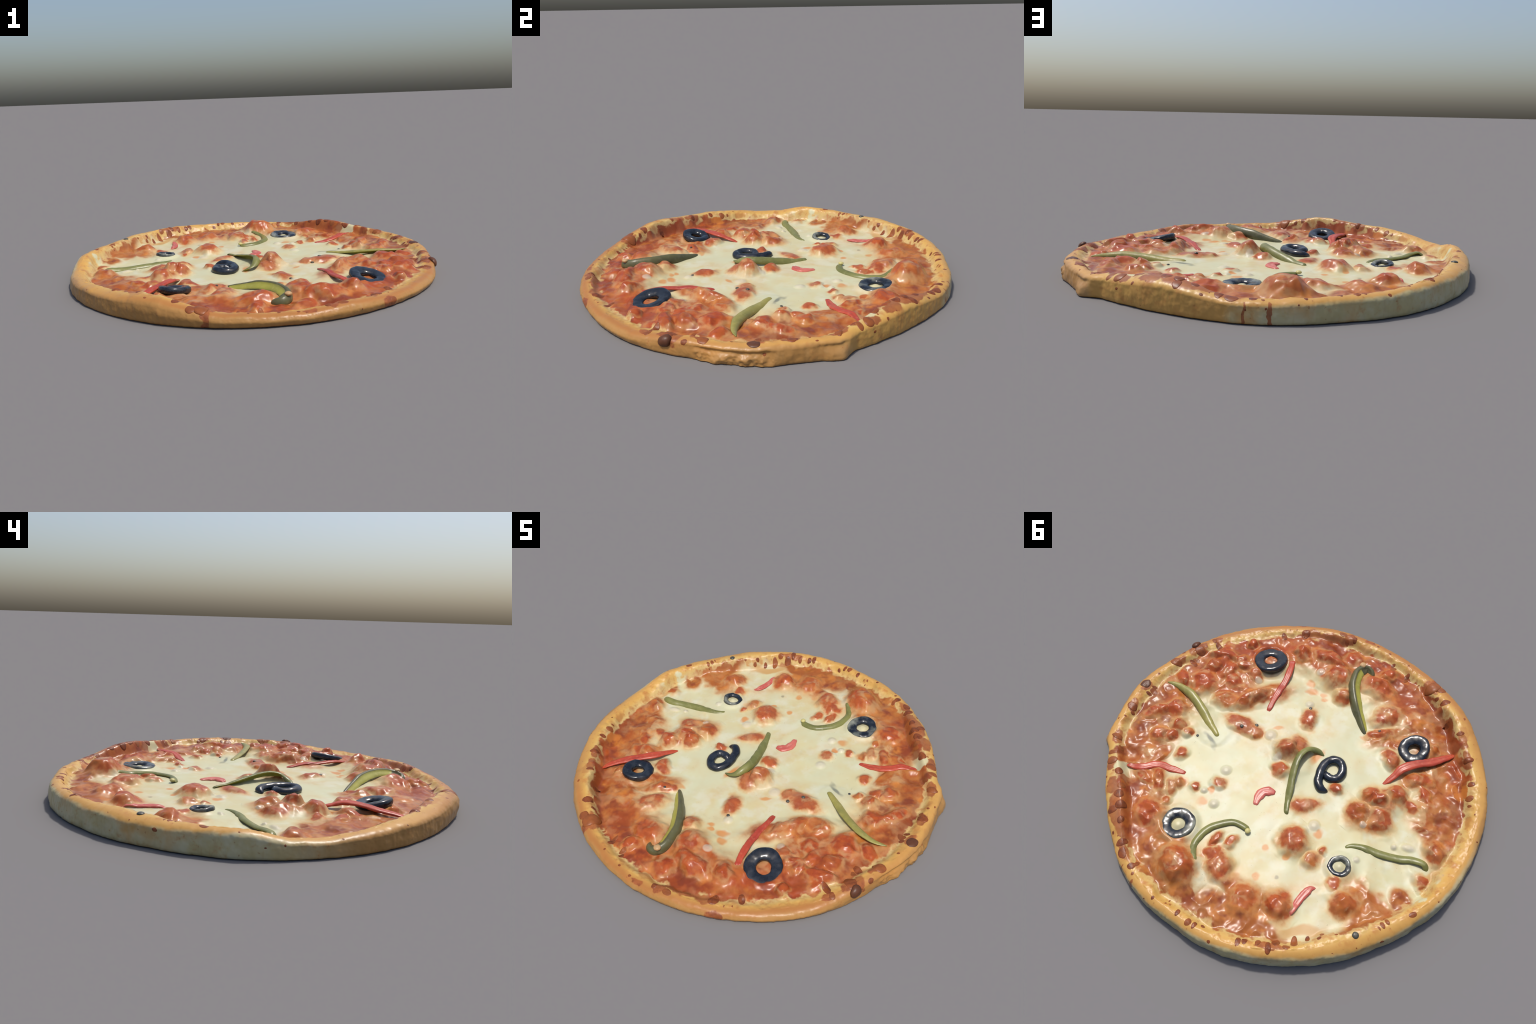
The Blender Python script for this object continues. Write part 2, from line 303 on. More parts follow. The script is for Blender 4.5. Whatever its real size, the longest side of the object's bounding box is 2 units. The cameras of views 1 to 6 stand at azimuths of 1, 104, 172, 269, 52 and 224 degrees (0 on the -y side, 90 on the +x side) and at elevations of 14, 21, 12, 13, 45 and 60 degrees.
def build_body():
    az = AZ[:, None]
    R = periodic(OUTLINE, AZ)[:, None]
    H = periodic(RIM_CREST, AZ)[:, None]
    c, s = np.cos(np.radians(az)), np.sin(np.radians(az))
    H = H + .0035 * fbm((c * .95).ravel(), (s * .95).ravel(), np.zeros(N_AZ), 9, 3)[:, None]
    wide = np.exp(-((az - 234) / 18) ** 2) + 1.3 * np.exp(-((az - 55) / 15) ** 2) + .8 * np.exp(-((az - 150) / 14) ** 2)
    crest_r = R - .045 - .034 * wide
    # rings of the top, from the middle to the crest, in fractions of crest_r
    top = np.concatenate([np.linspace(0, .12, 14)[:-1], np.linspace(.12, 1.0, 185)])
    r_top = crest_r * top[None, :]
    x, y = r_top * c, r_top * s
    h, owner, m = topping_height(x.ravel(), y.ravel())
    h, owner, m = h.reshape(x.shape), owner.reshape(x.shape), m.reshape(x.shape)
    # inner slope of the rim
    foot = .872 - .035 * wide + .022 * fbm(c.ravel(), s.ravel(), np.full(N_AZ, 1.7), 6, 3)[:, None] * R
    foot = np.minimum(foot, crest_r - .045)
    t = np.clip((r_top - foot) / (crest_r - foot), 0, 1)
    t = 1 - (1 - t) ** (1.75 + .8 * wide)
    rim_noise = .004 * fbm(x.ravel(), y.ravel(), np.zeros(x.size) + 8, 24, 3).reshape(x.shape)
    plain = cheese_plane(x, y)
    rim = plain - .004 + (H - plain + .004) * t + rim_noise * smooth(t * 3)
    blend = smooth((r_top - foot) / .05)
    z_top = np.where(blend > 0, (h - plain) * (1 - blend) ** 1.2 + rim * blend + plain * (1 - blend), h)
    # outer half of the rim and the flank: parameter u runs from the crest to the ground
    u = np.linspace(0, 1, 44)[1:][None, :]
    front = smooth((az - 228) / 20) * smooth((352 - az) / 20)          # here the flank is undercut
    a180 = (az + 180) % 360 - 180
    ragged = smooth((a180 + 6) / 4) * smooth((17 - a180) / 4)           # torn crumb at the foot
    skirt = smooth((a180 - 24) / 8) * smooth((35.0 - a180) / 2.5)        # dough folded outwards, ending in a corner
    quarter = np.clip(u / .5, 0, 1) * math.pi / 2
    drop = np.where(u < .5, 0.30 * (1 - np.cos(quarter)) / 1.0, 0.30 + .70 * (u - .5) / .5)
    zz = H * (1 - drop)
    rr = np.where(u < .5, crest_r + (R - crest_r - .006) * np.sin(quarter), R - .006 + .006 * np.sin((u - .5) * 2 * math.pi * .6))
    under = np.clip((u - .70) / .30, 0, 1)
    rr = rr - front * .009 * under ** 2 + front * .006 * np.exp(-((u - .62) / .15) ** 2)
    rr = rr - .004 * np.clip((u - .9) / .1, 0, 1) ** 2 * (1 - ragged)
    rr = rr + skirt * (.012 * np.clip((u - .45) / .55, 0, 1) ** 1.5 - .012 * np.exp(-((u - .5) / .15) ** 2)) - ragged * .010 * np.exp(-((u - .55) / .12) ** 2)
    xs, ys = rr * c, rr * s
    n1 = fbm(xs.ravel(), ys.ravel(), zz.ravel() * np.ones_like(rr).ravel(), 13, 4).reshape(rr.shape)
    streak = fbm((c * 60 + 0 * u).ravel() / 10, (s * 60 + 0 * u).ravel() / 10, (zz * 1.5).ravel(), 9, 3).reshape(rr.shape)
    n2 = fbm(xs.ravel(), ys.ravel(), zz.ravel() * np.ones_like(rr).ravel(), 21, 3, .4).reshape(rr.shape)
    rr = rr + smooth(u * 4) * (.0035 * n1 + .0012 * streak + ragged * (.013 * n2 + .006 * np.abs(n1)) * smooth((u - .45) / .3) * smooth(1.3 - u * .6))
    # underside
    v = np.linspace(1, 0, 9)[None, 1:]
    r_bot = rr[:, -1:] * v
    z_bot = np.zeros_like(r_bot) + .0 + .0015 * (1 - v)
    zz = zz * np.ones_like(rr)
    zz[:, -1] = 0.0
    rad = np.concatenate([r_top, rr, r_bot], 1)
    z = np.concatenate([z_top, zz, z_bot], 1)
    P = np.stack([rad * c, rad * s, z], -1)
    return P, owner, m, r_top, foot, top.size


P, OWNER, SAUCE, R_TOP, FOOT, N_TOP = build_body()
N_RING = P.shape[1]
# grid normals
dT = np.roll(P, -1, 0) - np.roll(P, 1, 0)
dR = np.gradient(P, axis=1)
NRM = np.cross(dR, dT)
NRM /= np.linalg.norm(NRM, axis=-1, keepdims=True) + 1e-12
NRM[:, 0] = (0, 0, 1)
NRM[:, -1] = (0, 0, -1)
P[:, 0] = P[:, 0].mean(0)
P[:, -1] = P[:, -1].mean(0)


def height_at(x, y):
    """height of the finished top surface under a point"""
    az = math.degrees(math.atan2(y, x)) % 360
    i = int(round(az / 360 * N_AZ)) % N_AZ
    r = math.hypot(x, y)
    return float(np.interp(r, R_TOP[i], P[i, :N_TOP, 2]))


# ----------------------------------------------------------------------------
# objects
# ----------------------------------------------------------------------------
root = bpy.data.objects.new("pizza", None)
bpy.context.scene.collection.objects.link(root)
root["label"] = "baked pizza with cheese, tomato, olive rings and pepper strips"
root["category"] = "pizza"


def add_object(name, mesh, parent=root, kind=None):
    ob = bpy.data.objects.new(name, mesh)
    bpy.context.scene.collection.objects.link(ob)
    ob.parent = parent
    if kind:
        ob["kind"] = kind
    return ob


def mesh_from(name, verts, faces, mats, normals=None, face_mats=None):
    me = bpy.data.meshes.new(name)
    me.from_pydata(verts.tolist() if isinstance(verts, np.ndarray) else verts, [], faces.tolist() if isinstance(faces, np.ndarray) else faces)
    for m in mats:
        me.materials.append(m)
    me.polygons.foreach_set("use_smooth", [True] * len(me.polygons))
    if face_mats is not None:
        me.polygons.foreach_set("material_index", face_mats)
    me.update()
    if normals is not None:
        me.normals_split_custom_set_from_vertices(normals.tolist())
    return me


# ----------------------------------------------------------------------------
# materials
# ----------------------------------------------------------------------------
class Graph:
    def __init__(self, name):
        self.mat = bpy.data.materials.new(name)
        self.mat.use_nodes = True
        self.t = self.mat.node_tree
        self.t.nodes.clear()
        self.out = self.t.nodes.new("ShaderNodeOutputMaterial")
        self.pos = self.t.nodes.new("ShaderNodeTexCoord").outputs["Object"]

    def set(self, socket, value):
        if isinstance(value, bpy.types.NodeSocket):
            self.t.links.new(value, socket)
        elif value is not None:
            socket.default_value = value

    def node(self, kind, ins=None, **attr):
        n = self.t.nodes.new(kind)
        for k, v in attr.items():
            setattr(n, k, v)
        for k, v in (ins or {}).items():
            self.set(n.inputs[k], v)
        return n

    def math(self, op, a, b=0.0, clamp=False):
        return self.node("ShaderNodeMath", {0: a, 1: b}, operation=op, use_clamp=clamp).outputs[0]

    def noise(self, scale, detail=3.0, rough=.5, vec=None, colour=False, distort=0.0):
        n = self.node("ShaderNodeTexNoise", {"Vector": vec or self.pos, "Scale": scale, "Detail": detail, "Roughness": rough, "Distortion": distort})
        return n.outputs["Color" if colour else "Fac"]

    def ramp01(self, v, lo, hi):
        return self.node("ShaderNodeMapRange", {"Value": v, "From Min": lo, "From Max": hi}, interpolation_type="SMOOTHSTEP").outputs["Result"]

    def mix(self, f, a, b):
        n = self.node("ShaderNodeMix", {"Factor": f}, data_type="RGBA")
        for sock, v in ((n.inputs[6], a), (n.inputs[7], b)):
            self.set(sock, v if isinstance(v, bpy.types.NodeSocket) else (*v, 1))
        return n.outputs[2]

    def spots(self, ellipses, vec, grow=1.0):
        """largest of 1 - distance over all ellipses: 1 in the middles, 0 at the edges"""
        acc = None
        for e in ellipses:
            mp = self.node("ShaderNodeMapping", {"Vector": vec, "Location": (e[0], e[1], 0), "Rotation": (0, 0, math.radians(e[4])),
                                                 "Scale": (e[2] * grow, e[3] * grow, 1000.0)}, vector_type="TEXTURE")
            g = self.node("ShaderNodeTexGradient", {"Vector": mp.outputs[0]}, gradient_type="SPHERICAL").outputs["Fac"]
            acc = g if acc is None else self.math("MAXIMUM", acc, g)
        return acc

    def warped(self, scale, amount):
        c = self.noise(scale, 2, colour=True)
        off = self.node("ShaderNodeVectorMath", {0: c, 1: (.5, .5, .5)}, operation="SUBTRACT").outputs[0]
        off = self.node("ShaderNodeVectorMath", {0: off, "Scale": amount}, operation="SCALE").outputs[0]
        return self.node("ShaderNodeVectorMath", {0: self.pos, 1: off}, operation="ADD").outputs[0]

    def shade(self, colour, rough=.35, bump=None, bump_distance=.002, bump_strength=.5, spec=.5, **extra):
        b = self.node("ShaderNodeBsdfPrincipled", {"Base Color": colour, "Roughness": rough, "Specular IOR Level": spec, **extra})
        if bump is not None:
            bn = self.node("ShaderNodeBump", {"Height": bump, "Distance": bump_distance, "Strength": bump_strength})
            self.t.links.new(bn.outputs[0], b.inputs["Normal"])
        self.t.links.new(b.outputs[0], self.out.inputs["Surface"])
        return self.mat


CREAM, CREAM_WARM, VEIL = (.49, .485, .315), (.50, .45, .25), (.48, .31, .145)
ORANGE, AMBER = (.50, .175, .03), (.42, .22, .06)
SAUCE_LIGHT, SAUCE_MID, SAUCE_DARK = (.36, .132, .034), (.29, .071, .016), (.205, .045, .013)
TOMATO, TOMATO_DARK = (.355, .072, .016), (.26, .042, .013)


def topping_colour(g):
    """cheese, sauce showing through it, and tomato, laid out over the whole top"""
    w = g.warped(11, .075)
    n1, n2, n3 = g.noise(11, 4, .55), g.noise(38, 3, .6), g.noise(5, 2)
    col = g.mix(g.ramp01(n3, .35, .7), CREAM, CREAM_WARM)
    col = g.mix(g.math("MULTIPLY", g.ramp01(g.noise(9, 3, .55), .48, .66), .7), col, (.53, .53, .40))
    col = g.mix(g.math("MULTIPLY", g.ramp01(g.noise(13, 3, .6, distort=.4), .58, .74), .35), col, (.40, .40, .25))
    tan = g.ramp01(g.math("ADD", g.spots(TOASTED_PATCHES, w, 1.25), g.math("MULTIPLY_ADD", n1, .5) if False else g.math("MULTIPLY", g.math("SUBTRACT", n1, .5), .6)), .05, .5)
    col = g.mix(g.math("MULTIPLY", tan, .8), col, AMBER)
    grey = g.ramp01(g.spots(GREY_STAINS, w, 1.4), .1, .7)
    col = g.mix(g.math("MULTIPLY", grey, .75), col, (.10, .115, .10))
    pale = g.ramp01(g.spots(MILK_BUBBLES, g.pos, 1.2), .1, .4)
    oil = g.ramp01(g.spots(OIL_SPOTS, w, 1.3), .1, .6)
    col = g.mix(g.math("MULTIPLY", oil, .85), col, ORANGE)
    sep = g.node("ShaderNodeSeparateXYZ", {0: w})
    rad = g.math("SQRT", g.math("ADD", g.math("MULTIPLY", sep.outputs[0], sep.outputs[0]), g.math("MULTIPLY", sep.outputs[1], sep.outputs[1])))
    ring = g.math("MULTIPLY", g.ramp01(rad, .52, .78), .6)
    ring = g.math("SUBTRACT", ring, g.math("MULTIPLY", g.ramp01(g.spots(CHEESE_WINDOWS, w, 1.5), 0.05, .55), .62), clamp=True)
    s = g.math("MAXIMUM", ring, g.spots(SAUCE_PATCHES, w, 1.45))
    s = g.math("ADD", s, g.math("MULTIPLY", g.math("SUBTRACT", n1, .5), .6))
    sm = g.ramp01(s, .12, .46)
    col = g.mix(g.math("MULTIPLY", g.ramp01(s, -.10, .30), .55), col, (.49, .35, .17))
    haze = g.ramp01(g.noise(6.5, 4, .6), .50, .72)
    col = g.mix(g.math("MULTIPLY", haze, .28), col, VEIL)
    # inside the sauce: milky veils, orange oil, brown baked skin
    veil = g.ramp01(g.noise(10, 4, .55, distort=.5), .45, .63)
    sauce = g.mix(g.ramp01(g.noise(18, 4, .5), .36, .66), SAUCE_MID, SAUCE_LIGHT)
    dark = g.math("ADD", g.noise(7, 4, .5), g.math("MULTIPLY", g.ramp01(rad, .68, .86), .16))
    sauce = g.mix(g.math("MULTIPLY", g.ramp01(dark, .54, .68), .9), sauce, SAUCE_DARK)
    sauce = g.mix(g.math("MULTIPLY", veil, g.math("SUBTRACT", .80, g.math("MULTIPLY", g.ramp01(rad, .64, .86), .55))), sauce, VEIL)
    sauce = g.mix(g.math("MULTIPLY", g.ramp01(g.noise(12, 3), .54, .68), .6), sauce, ORANGE)
    sauce = g.mix(g.math("MULTIPLY", g.ramp01(g.noise(4.3, 2), .54, .66), .4), sauce, (.34, .056, .016))
    # redder and wetter towards the front, browner and more golden at the back
    front = g.math("ADD", g.math("MULTIPLY", sep.outputs[0], .5), g.math("MULTIPLY", sep.outputs[1], -.87))
    spread = g.math("MULTIPLY", g.math("SUBTRACT", n3, .5), 1.2)
    front = g.math("ADD", front, spread)
    sauce = g.mix(g.math("MULTIPLY", g.ramp01(front, .25, .75), .25), sauce, (.35, .056, .014))
    sauce = g.mix(g.math("MULTIPLY", g.math("SUBTRACT", 1.0, g.ramp01(front, -.75, -.15)), .40), sauce, (.36, .135, .030))
    maroon = g.ramp01(g.noise(8.5, 3, .55), .55, .66)
    sauce = g.mix(g.math("MULTIPLY", maroon, .75), sauce, (.17, .034, .014))
    edge = g.mix(g.ramp01(s, .06, .5), VEIL, sauce)
    col = g.mix(sm, col, edge)
    t = g.math("ADD", g.spots(CHUNKS, w, 1.9), g.math("MULTIPLY", g.math("SUBTRACT", n2, .5), .35))
    tm = g.ramp01(t, .20, .55)
    halo = g.ramp01(t, .0, .38)
    col = g.mix(g.math("MULTIPLY", halo, g.math("SUBTRACT", .55, g.math("MULTIPLY", sm, .45))), col, g.mix(g.ramp01(n1, .4, .6), VEIL, (.50, .27, .08)))
    tom = g.mix(g.ramp01(g.noise(26, 4, .6), .38, .66), TOMATO, TOMATO_DARK)
    tom = g.mix(g.math("MULTIPLY", g.ramp01(g.noise(6, 3), .46, .60), .65), tom, sauce)
    tom = g.mix(g.ramp01(t, .28, .58), g.mix(g.ramp01(n1, .4, .6), ORANGE, VEIL), tom)
    tom = g.mix(g.math("MULTIPLY", g.ramp01(g.noise(17, 3, distort=.5), .52, .72), .5), tom, VEIL)
    col = g.mix(g.math("MULTIPLY", tm, .94), col, tom)
    col = g.mix(g.math("MULTIPLY", g.ramp01(g.noise(120, 1), .77, .80), .5), col, (.12, .09, .04))
    col = g.mix(g.math("MULTIPLY", pale, .55), col, (.50, .45, .35))
    wet = g.math("MAXIMUM", sm, tm)
    return col, n2, wet


def crust_colour(g):
    sep = g.node("ShaderNodeSeparateXYZ", {0: g.pos})
    x, y = sep.outputs[0], sep.outputs[1]
    r = g.math("SQRT", g.math("ADD", g.math("MULTIPLY", x, x), g.math("MULTIPLY", y, y)))
    n1, n2, n3 = g.noise(7, 3), g.noise(30, 4, .6), g.noise(90, 2)
    rn = g.math("ADD", r, g.math("MULTIPLY", g.math("SUBTRACT", n1, .5), .05))
    col = g.mix(g.ramp01(rn, .875, .935), (.51, .40, .18), (.51, .30, .075))
    # direction: the front (-y, +x) rim is baked browner, the back flank stayed pale
    front = g.ramp01(g.math("ADD", g.math("MULTIPLY", x, .45), g.math("MULTIPLY", y, -.9)), .1, .75)
    brown = g.mix(front, (.48, .26, .07), (.35, .148, .040))
    col = g.mix(g.ramp01(rn, .915, .962), col, brown)
    flank = g.mix(g.ramp01(g.math("ADD", n1, g.math("MULTIPLY", n2, .4)), .55, .85), (.48, .44, .28), (.43, .36, .18))
    flank = g.mix(g.ramp01(g.math("ADD", g.math("MULTIPLY", x, .45), g.math("MULTIPLY", y, -.9)), -.5, -.02), flank, (.36, .185, .055))
    col = g.mix(g.ramp01(rn, .966, .986), col, flank)
    col = g.mix(g.math("MULTIPLY", g.ramp01(n2, .56, .72), .35), col, (.40, .15, .04))
    col = g.mix(g.math("MULTIPLY", g.ramp01(g.noise(60, 3), .68, .75), .5), col, (.22, .08, .03))
    streak = g.node("ShaderNodeMapping", {"Vector": g.pos, "Scale": (26, 26, 2.5)}).outputs[0]
    streak = g.ramp01(g.noise(1.0, 3, .6, vec=streak), .55, .75)
    col = g.mix(g.math("MULTIPLY", g.math("MULTIPLY", streak, g.ramp01(rn, .975, .99)), .4), col, (.33, .20, .08))
    w = g.warped(20, .035)
    patch = g.ramp01(g.math("ADD", g.spots(BROWN_PATCHES, w, 1.3), g.math("MULTIPLY", g.math("SUBTRACT", n2, .5), .5)), .14, .30)
    col = g.mix(g.math("MULTIPLY", patch, .92), col, g.mix(g.ramp01(n2, .4, .65), (.29, .085, .026), (.19, .048, .018)))
    toast = g.math("MULTIPLY", g.ramp01(g.noise(15, 3, .6), .50, .66), g.math("SUBTRACT", 1.0, g.ramp01(rn, .930, .965)))
    col = g.mix(g.math("MULTIPLY", toast, .6), col, (.38, .15, .04))
    return col, n3, rn


def surface_material(name, which):
    g = Graph(name)
    if which == "crust":
        crust, fine, rn = crust_colour(g)
        top, _, wet = topping_colour(g)
        # sauce creeping up the inner slope of the rim
        creep = g.ramp01(g.math("ADD", rn, g.math("MULTIPLY", g.math("SUBTRACT", g.noise(15, 3, .5), .5), .15)), .884, .902)
        col = g.mix(creep, top, crust)
        return g.shade(col, g.mix(creep, g.mix(wet, (.40,) * 3, (.28,) * 3), (.36,) * 3), fine, .0012, .3, .3)
    crust, fine, rn = crust_colour(g)
    col, n2, wet = topping_colour(g)
    creep = g.ramp01(g.math("ADD", rn, g.math("MULTIPLY", g.math("SUBTRACT", g.noise(15, 3, .5), .5), .15)), .884, .902)
    col = g.mix(creep, col, crust)
    return g.shade(col, g.mix(creep, g.mix(wet, (.40,) * 3, (.28,) * 3), (.36,) * 3), n2, .0006, .10, .26)


MAT_CRUST = surface_material("baked_crust", "crust")
MAT_CHEESE = surface_material("melted_cheese", "top")
MAT_CHUNK = MAT_CHEESE


def blister_material(name, a, b, c):
    g = Graph(name)
    n = g.noise(40, 3, .6)
    info = g.node("ShaderNodeObjectInfo").outputs["Random"]
    col = g.mix(g.ramp01(n, .38, .66), a, b)
    col = g.mix(g.math("MULTIPLY", g.ramp01(info, .3, .9), .55), col, c)
    return g.shade(col, .40, n, .0015, .3, .28)


MAT_BLISTER = blister_material("browned_blister", (.21, .055, .015), (.125, .032, .012), (.27, .085, .022))
MAT_BLISTER_DARK = blister_material("burnt_blister", (.085, .030, .014), (.055, .021, .012), (.11, .04, .018))


def olive_material(name, coat):
    g = Graph(name)
    n = g.noise(26, 3, .6)
    col = g.mix(g.ramp01(n, .4, .7), (.008, .011, .017), (.022, .027, .036))
    if coat > 0:
        film = g.ramp01(g.noise(13, 3, .5), .62 - coat * .4, .95 - coat * .45)
        col = g.mix(g.math("MULTIPLY", film, min(.85, coat * 1.6)), col, (.30, .31, .24))
    return g.shade(col, .22, n, .0015, .35, .5)


MAT_OLIVE = olive_material("black_olive", 0.0)
MAT_OLIVE_COATED = olive_material("black_olive_under_cheese", .45)


def pepper_material(name, a, b, c, rough=.35):
    g = Graph(name)
    col = g.mix(g.ramp01(g.noise(9, 3), .35, .65), a, b)
    col = g.mix(g.math("MULTIPLY", g.ramp01(g.noise(45, 3, .6), .5, .75), .55), col, c)
    return g.shade(col, rough, g.noise(60, 3), .0015, .35, .45)


SKINS = {
    "dark": pepper_material("green_pepper_skin", (.062, .062, .026), (.098, .094, .038), (.14, .125, .075)),
    "olive": pepper_material("olive_green_pepper_skin", (.12, .125, .034), (.18, .18, .05), (.24, .23, .10)),
    "yellow": pepper_material("yellow_green_pepper_skin", (.26, .23, .055), (.17, .165, .045), (.34, .30, .11)),
}
MAT_FLESH = pepper_material("green_pepper_flesh", (.36, .34, .055), (.28, .27, .045), (.40, .37, .10))
MAT_RED = pepper_material("red_pepper", (.40, .056, .025), (.31, .038, .020), (.45, .13, .065))
MAT_PINK = pepper_material("pale_red_pepper", (.50, .13, .095), (.42, .08, .06), (.56, .28, .20))
MAT_END = pepper_material("pepper_cut_end", (.42, .25, .11), (.48, .32, .15), (.34, .18, .07), .5)
MAT_END_PALE = pepper_material("pepper_cut_end_pale", (.50, .44, .18), (.44, .40, .14), (.40, .33, .10), .45)
MAT_SPECK = pepper_material("dark_speck", (.035, .035, .03), (.06, .055, .04), (.03, .03, .03), .4)


# ----------------------------------------------------------------------------
# separate the body into crust, cheese, baked sauce and tomato chunks
# ----------------------------------------------------------------------------
def quad_index():
    i = np.arange(N_AZ)[:, None]
    j = np.arange(N_RING - 1)[None, :]
    i2 = (i + 1) % N_AZ
    a, b, c, d = i * N_RING + j, i2 * N_RING + j, i2 * N_RING + j + 1, i * N_RING + j + 1
    return np.stack(np.broadcast_arrays(a, d, c, b), -1)


QUADS = quad_index()
CENTRE_R = np.zeros((N_AZ, N_RING - 1)) + 9.0
CENTRE_R[:, :N_TOP - 1] = R_TOP[:, :-1]
LABEL = np.full((N_AZ, N_RING - 1), -1)                      # -1 crust, -2 cheese, -3 sauce, >= 0 chunk
inside = np.zeros_like(LABEL, bool)
inside[:, :N_TOP - 1] = R_TOP[:, :-1] < FOOT + .004
LABEL[inside] = -2
own_q = np.full_like(LABEL, -1)
own_q[:, :N_TOP - 1] = OWNER[:, :-1]
sauce_q = np.zeros(LABEL.shape)
sauce_q[:, :N_TOP - 1] = SAUCE[:, :-1]
LABEL[inside & (sauce_q > .55)] = -3
LABEL = np.where(inside & (own_q >= 0), own_q, LABEL)

ALL_P, ALL_N = P.reshape(-1, 3), NRM.reshape(-1, 3)


def region(name, mask, mat, solid=False):
    f = QUADS[mask]
    # drop the doubled corner at the two poles
    used, inv = np.unique(f, return_inverse=True)
    f = inv.reshape(f.shape)
    v, n = ALL_P[used], ALL_N[used]
    faces = f
    if solid:
        # close the piece below: a wall from its border and a floor, both hidden in the cheese
        edges = np.concatenate([f[:, [0, 1]], f[:, [1, 2]], f[:, [2, 3]], f[:, [3, 0]]])
        key = np.sort(edges, 1)
        _, first, count = np.unique(key, axis=0, return_index=True, return_counts=True)
        rim = edges[first[count == 1]]
        low = v.copy()
        low[:, 2] = np.minimum(v[:, 2] - .006, .012)
        m = len(v)
        ring = np.unique(rim)
        remap = np.full(m, -1)
        remap[ring] = np.arange(len(ring)) + 2 * m
        wall = np.stack([rim[:, 1], rim[:, 0], rim[:, 0] + m, rim[:, 1] + m], 1)
        wall_top = remap[wall[:, :2]]
        wall = np.concatenate([wall_top, wall[:, 2:]], 1)
        floor = f[:, ::-1] + m
        down = np.zeros_like(v); down[:, 2] = -1
        v = np.concatenate([v, low, v[ring]])
        n = np.concatenate([n, down, n[ring]])
        faces = np.concatenate([f, wall, floor])
    return add_object(name, mesh_from(name, v, faces, [mat], n))


region("crust", LABEL == -1, MAT_CRUST)
region("melted_cheese", LABEL == -2, MAT_CHEESE)
ob = region("baked_tomato_sauce", LABEL == -3, MAT_CHEESE)
ob["kind"] = "stuff"
for n in range(len(CHUNKS)):
    mask = LABEL == n
    if mask.sum() > 12:
        region("tomato_chunk", mask, MAT_CHUNK, solid=True)


# ----------------------------------------------------------------------------
# browned blisters: low domes that follow the surface of the rim
# ----------------------------------------------------------------------------
SEG, RINGS = 28, 7
DISC = []
for k in range(RINGS + 1):
    DISC.append(k / RINGS)


def sample_surface(az, j):
    i = (az / 360 * N_AZ) % N_AZ
    i0 = np.floor(i).astype(int); fi = (i - i0)[..., None]
    i1 = (i0 + 1) % N_AZ
    j = np.clip(j, 0, N_RING - 2.001)
    j0 = np.floor(j).astype(int); fj = (j - j0)[..., None]
    def lerp(G):
        return (G[i0, j0] * (1 - fi) + G[i1, j0] * fi) * (1 - fj) + (G[i0, j0 + 1] * (1 - fi) + G[i1, j0 + 1] * fi) * fj
    return lerp(P), lerp(NRM)


def blister(az, r, size, n):
    i = int(round(az / 360 * N_AZ)) % N_AZ
    arc = np.concatenate([[0], np.cumsum(np.linalg.norm(np.diff(P[i], axis=0), axis=1))])
    if r < R_TOP[i, -1]:
        j0 = np.interp(r, R_TOP[i], np.arange(N_TOP))
    else:                                                    # outside the crest: down the flank
        rad = np.hypot(P[i, N_TOP - 1:N_TOP + 30, 0], P[i, N_TOP - 1:N_TOP + 30, 1])
        j0 = N_TOP - 1 + int(np.argmin(np.abs(rad - r)))
    s0 = np.interp(j0, np.arange(N_RING), arc)
    a = np.linspace(0, 2 * math.pi, SEG, endpoint=False)
    ph = RNG.uniform(0, 6.28, 4)
    edge = 1 + .09 * np.sin(2 * a + ph[0]) + .05 * np.sin(3 * a + ph[1]) + .02 * np.sin(5 * a + ph[2])
    stretch = RNG.uniform(1.1, 1.5) if r < .935 else RNG.uniform(.8, 1.15)
    size = size * 1.22 if size > .012 else size
    tall = np.clip(size * RNG.uniform(.09, .20), .0018, .008)
    if size > .028 and abs(az - 347.6) < .5 and r > .95:
        tall = .018
    burnt = size > .02 and any(abs(az - b) < .7 and abs(r - q) < .015 for b, q in ((347.6, .973), (352.8, .962), (10.6, .953)))
    verts = []
    for k, q in enumerate(DISC):
        qq = np.full(SEG, q)
        along = size * edge * qq * np.cos(a) / stretch
        radial = size * edge * qq * np.sin(a) * stretch
        pa = az + np.degrees(along / max(r, .3))
        pj = np.interp(s0 + radial, arc, np.arange(N_RING))
        p, nn = sample_surface(pa, pj)
        up = tall * np.sqrt(np.clip(1 - q ** 2.2, 0, 1)) - .0012 if q < 1 else -.0018
        verts.append(p + nn * up)
    V = np.concatenate(verts)
    # floor just below the surface
    p0, n0 = sample_surface(np.array([az]), np.array([float(j0)]))
    V = np.concatenate([V, p0 - n0 * .006])
    faces = []
    for k in range(RINGS):
        for t in range(SEG):
            t2 = (t + 1) % SEG
            A, B, C, D = k * SEG + t, k * SEG + t2, (k + 1) * SEG + t2, (k + 1) * SEG + t
            faces.append((A, D, C) if k == 0 else (A, D, C, B))
    for t in range(SEG):
        faces.append(((RINGS * SEG) + (t + 1) % SEG, RINGS * SEG + t, len(V) - 1))
    me = mesh_from("browned_blister", V, faces, [MAT_BLISTER_DARK if burnt else MAT_BLISTER])
    return add_object("browned_blister", me)


for n, (az, r, size) in enumerate(BLISTERS):
    blister(az, r, size, n)


# ----------------------------------------------------------------------------
# swept strips
# ----------------------------------------------------------------------------
def spline(pts, count):
    """Catmull-Rom through the points"""
    p = np.array(pts, float)
    q = np.concatenate([[2 * p[0] - p[1]], p, [2 * p[-1] - p[-2]]])
    out = []
    t = np.linspace(0, len(p) - 1, count)
    for u in t:
        k = min(int(u), len(p) - 2); f = u - k
        a, b, c, d = q[k:k + 4]
        out.append(.5 * (2 * b + (c - a) * f + (2 * a - 5 * b + 4 * c - d) * f * f + (3 * b - a - 3 * c + d) * f ** 3))
    return np.array(out)


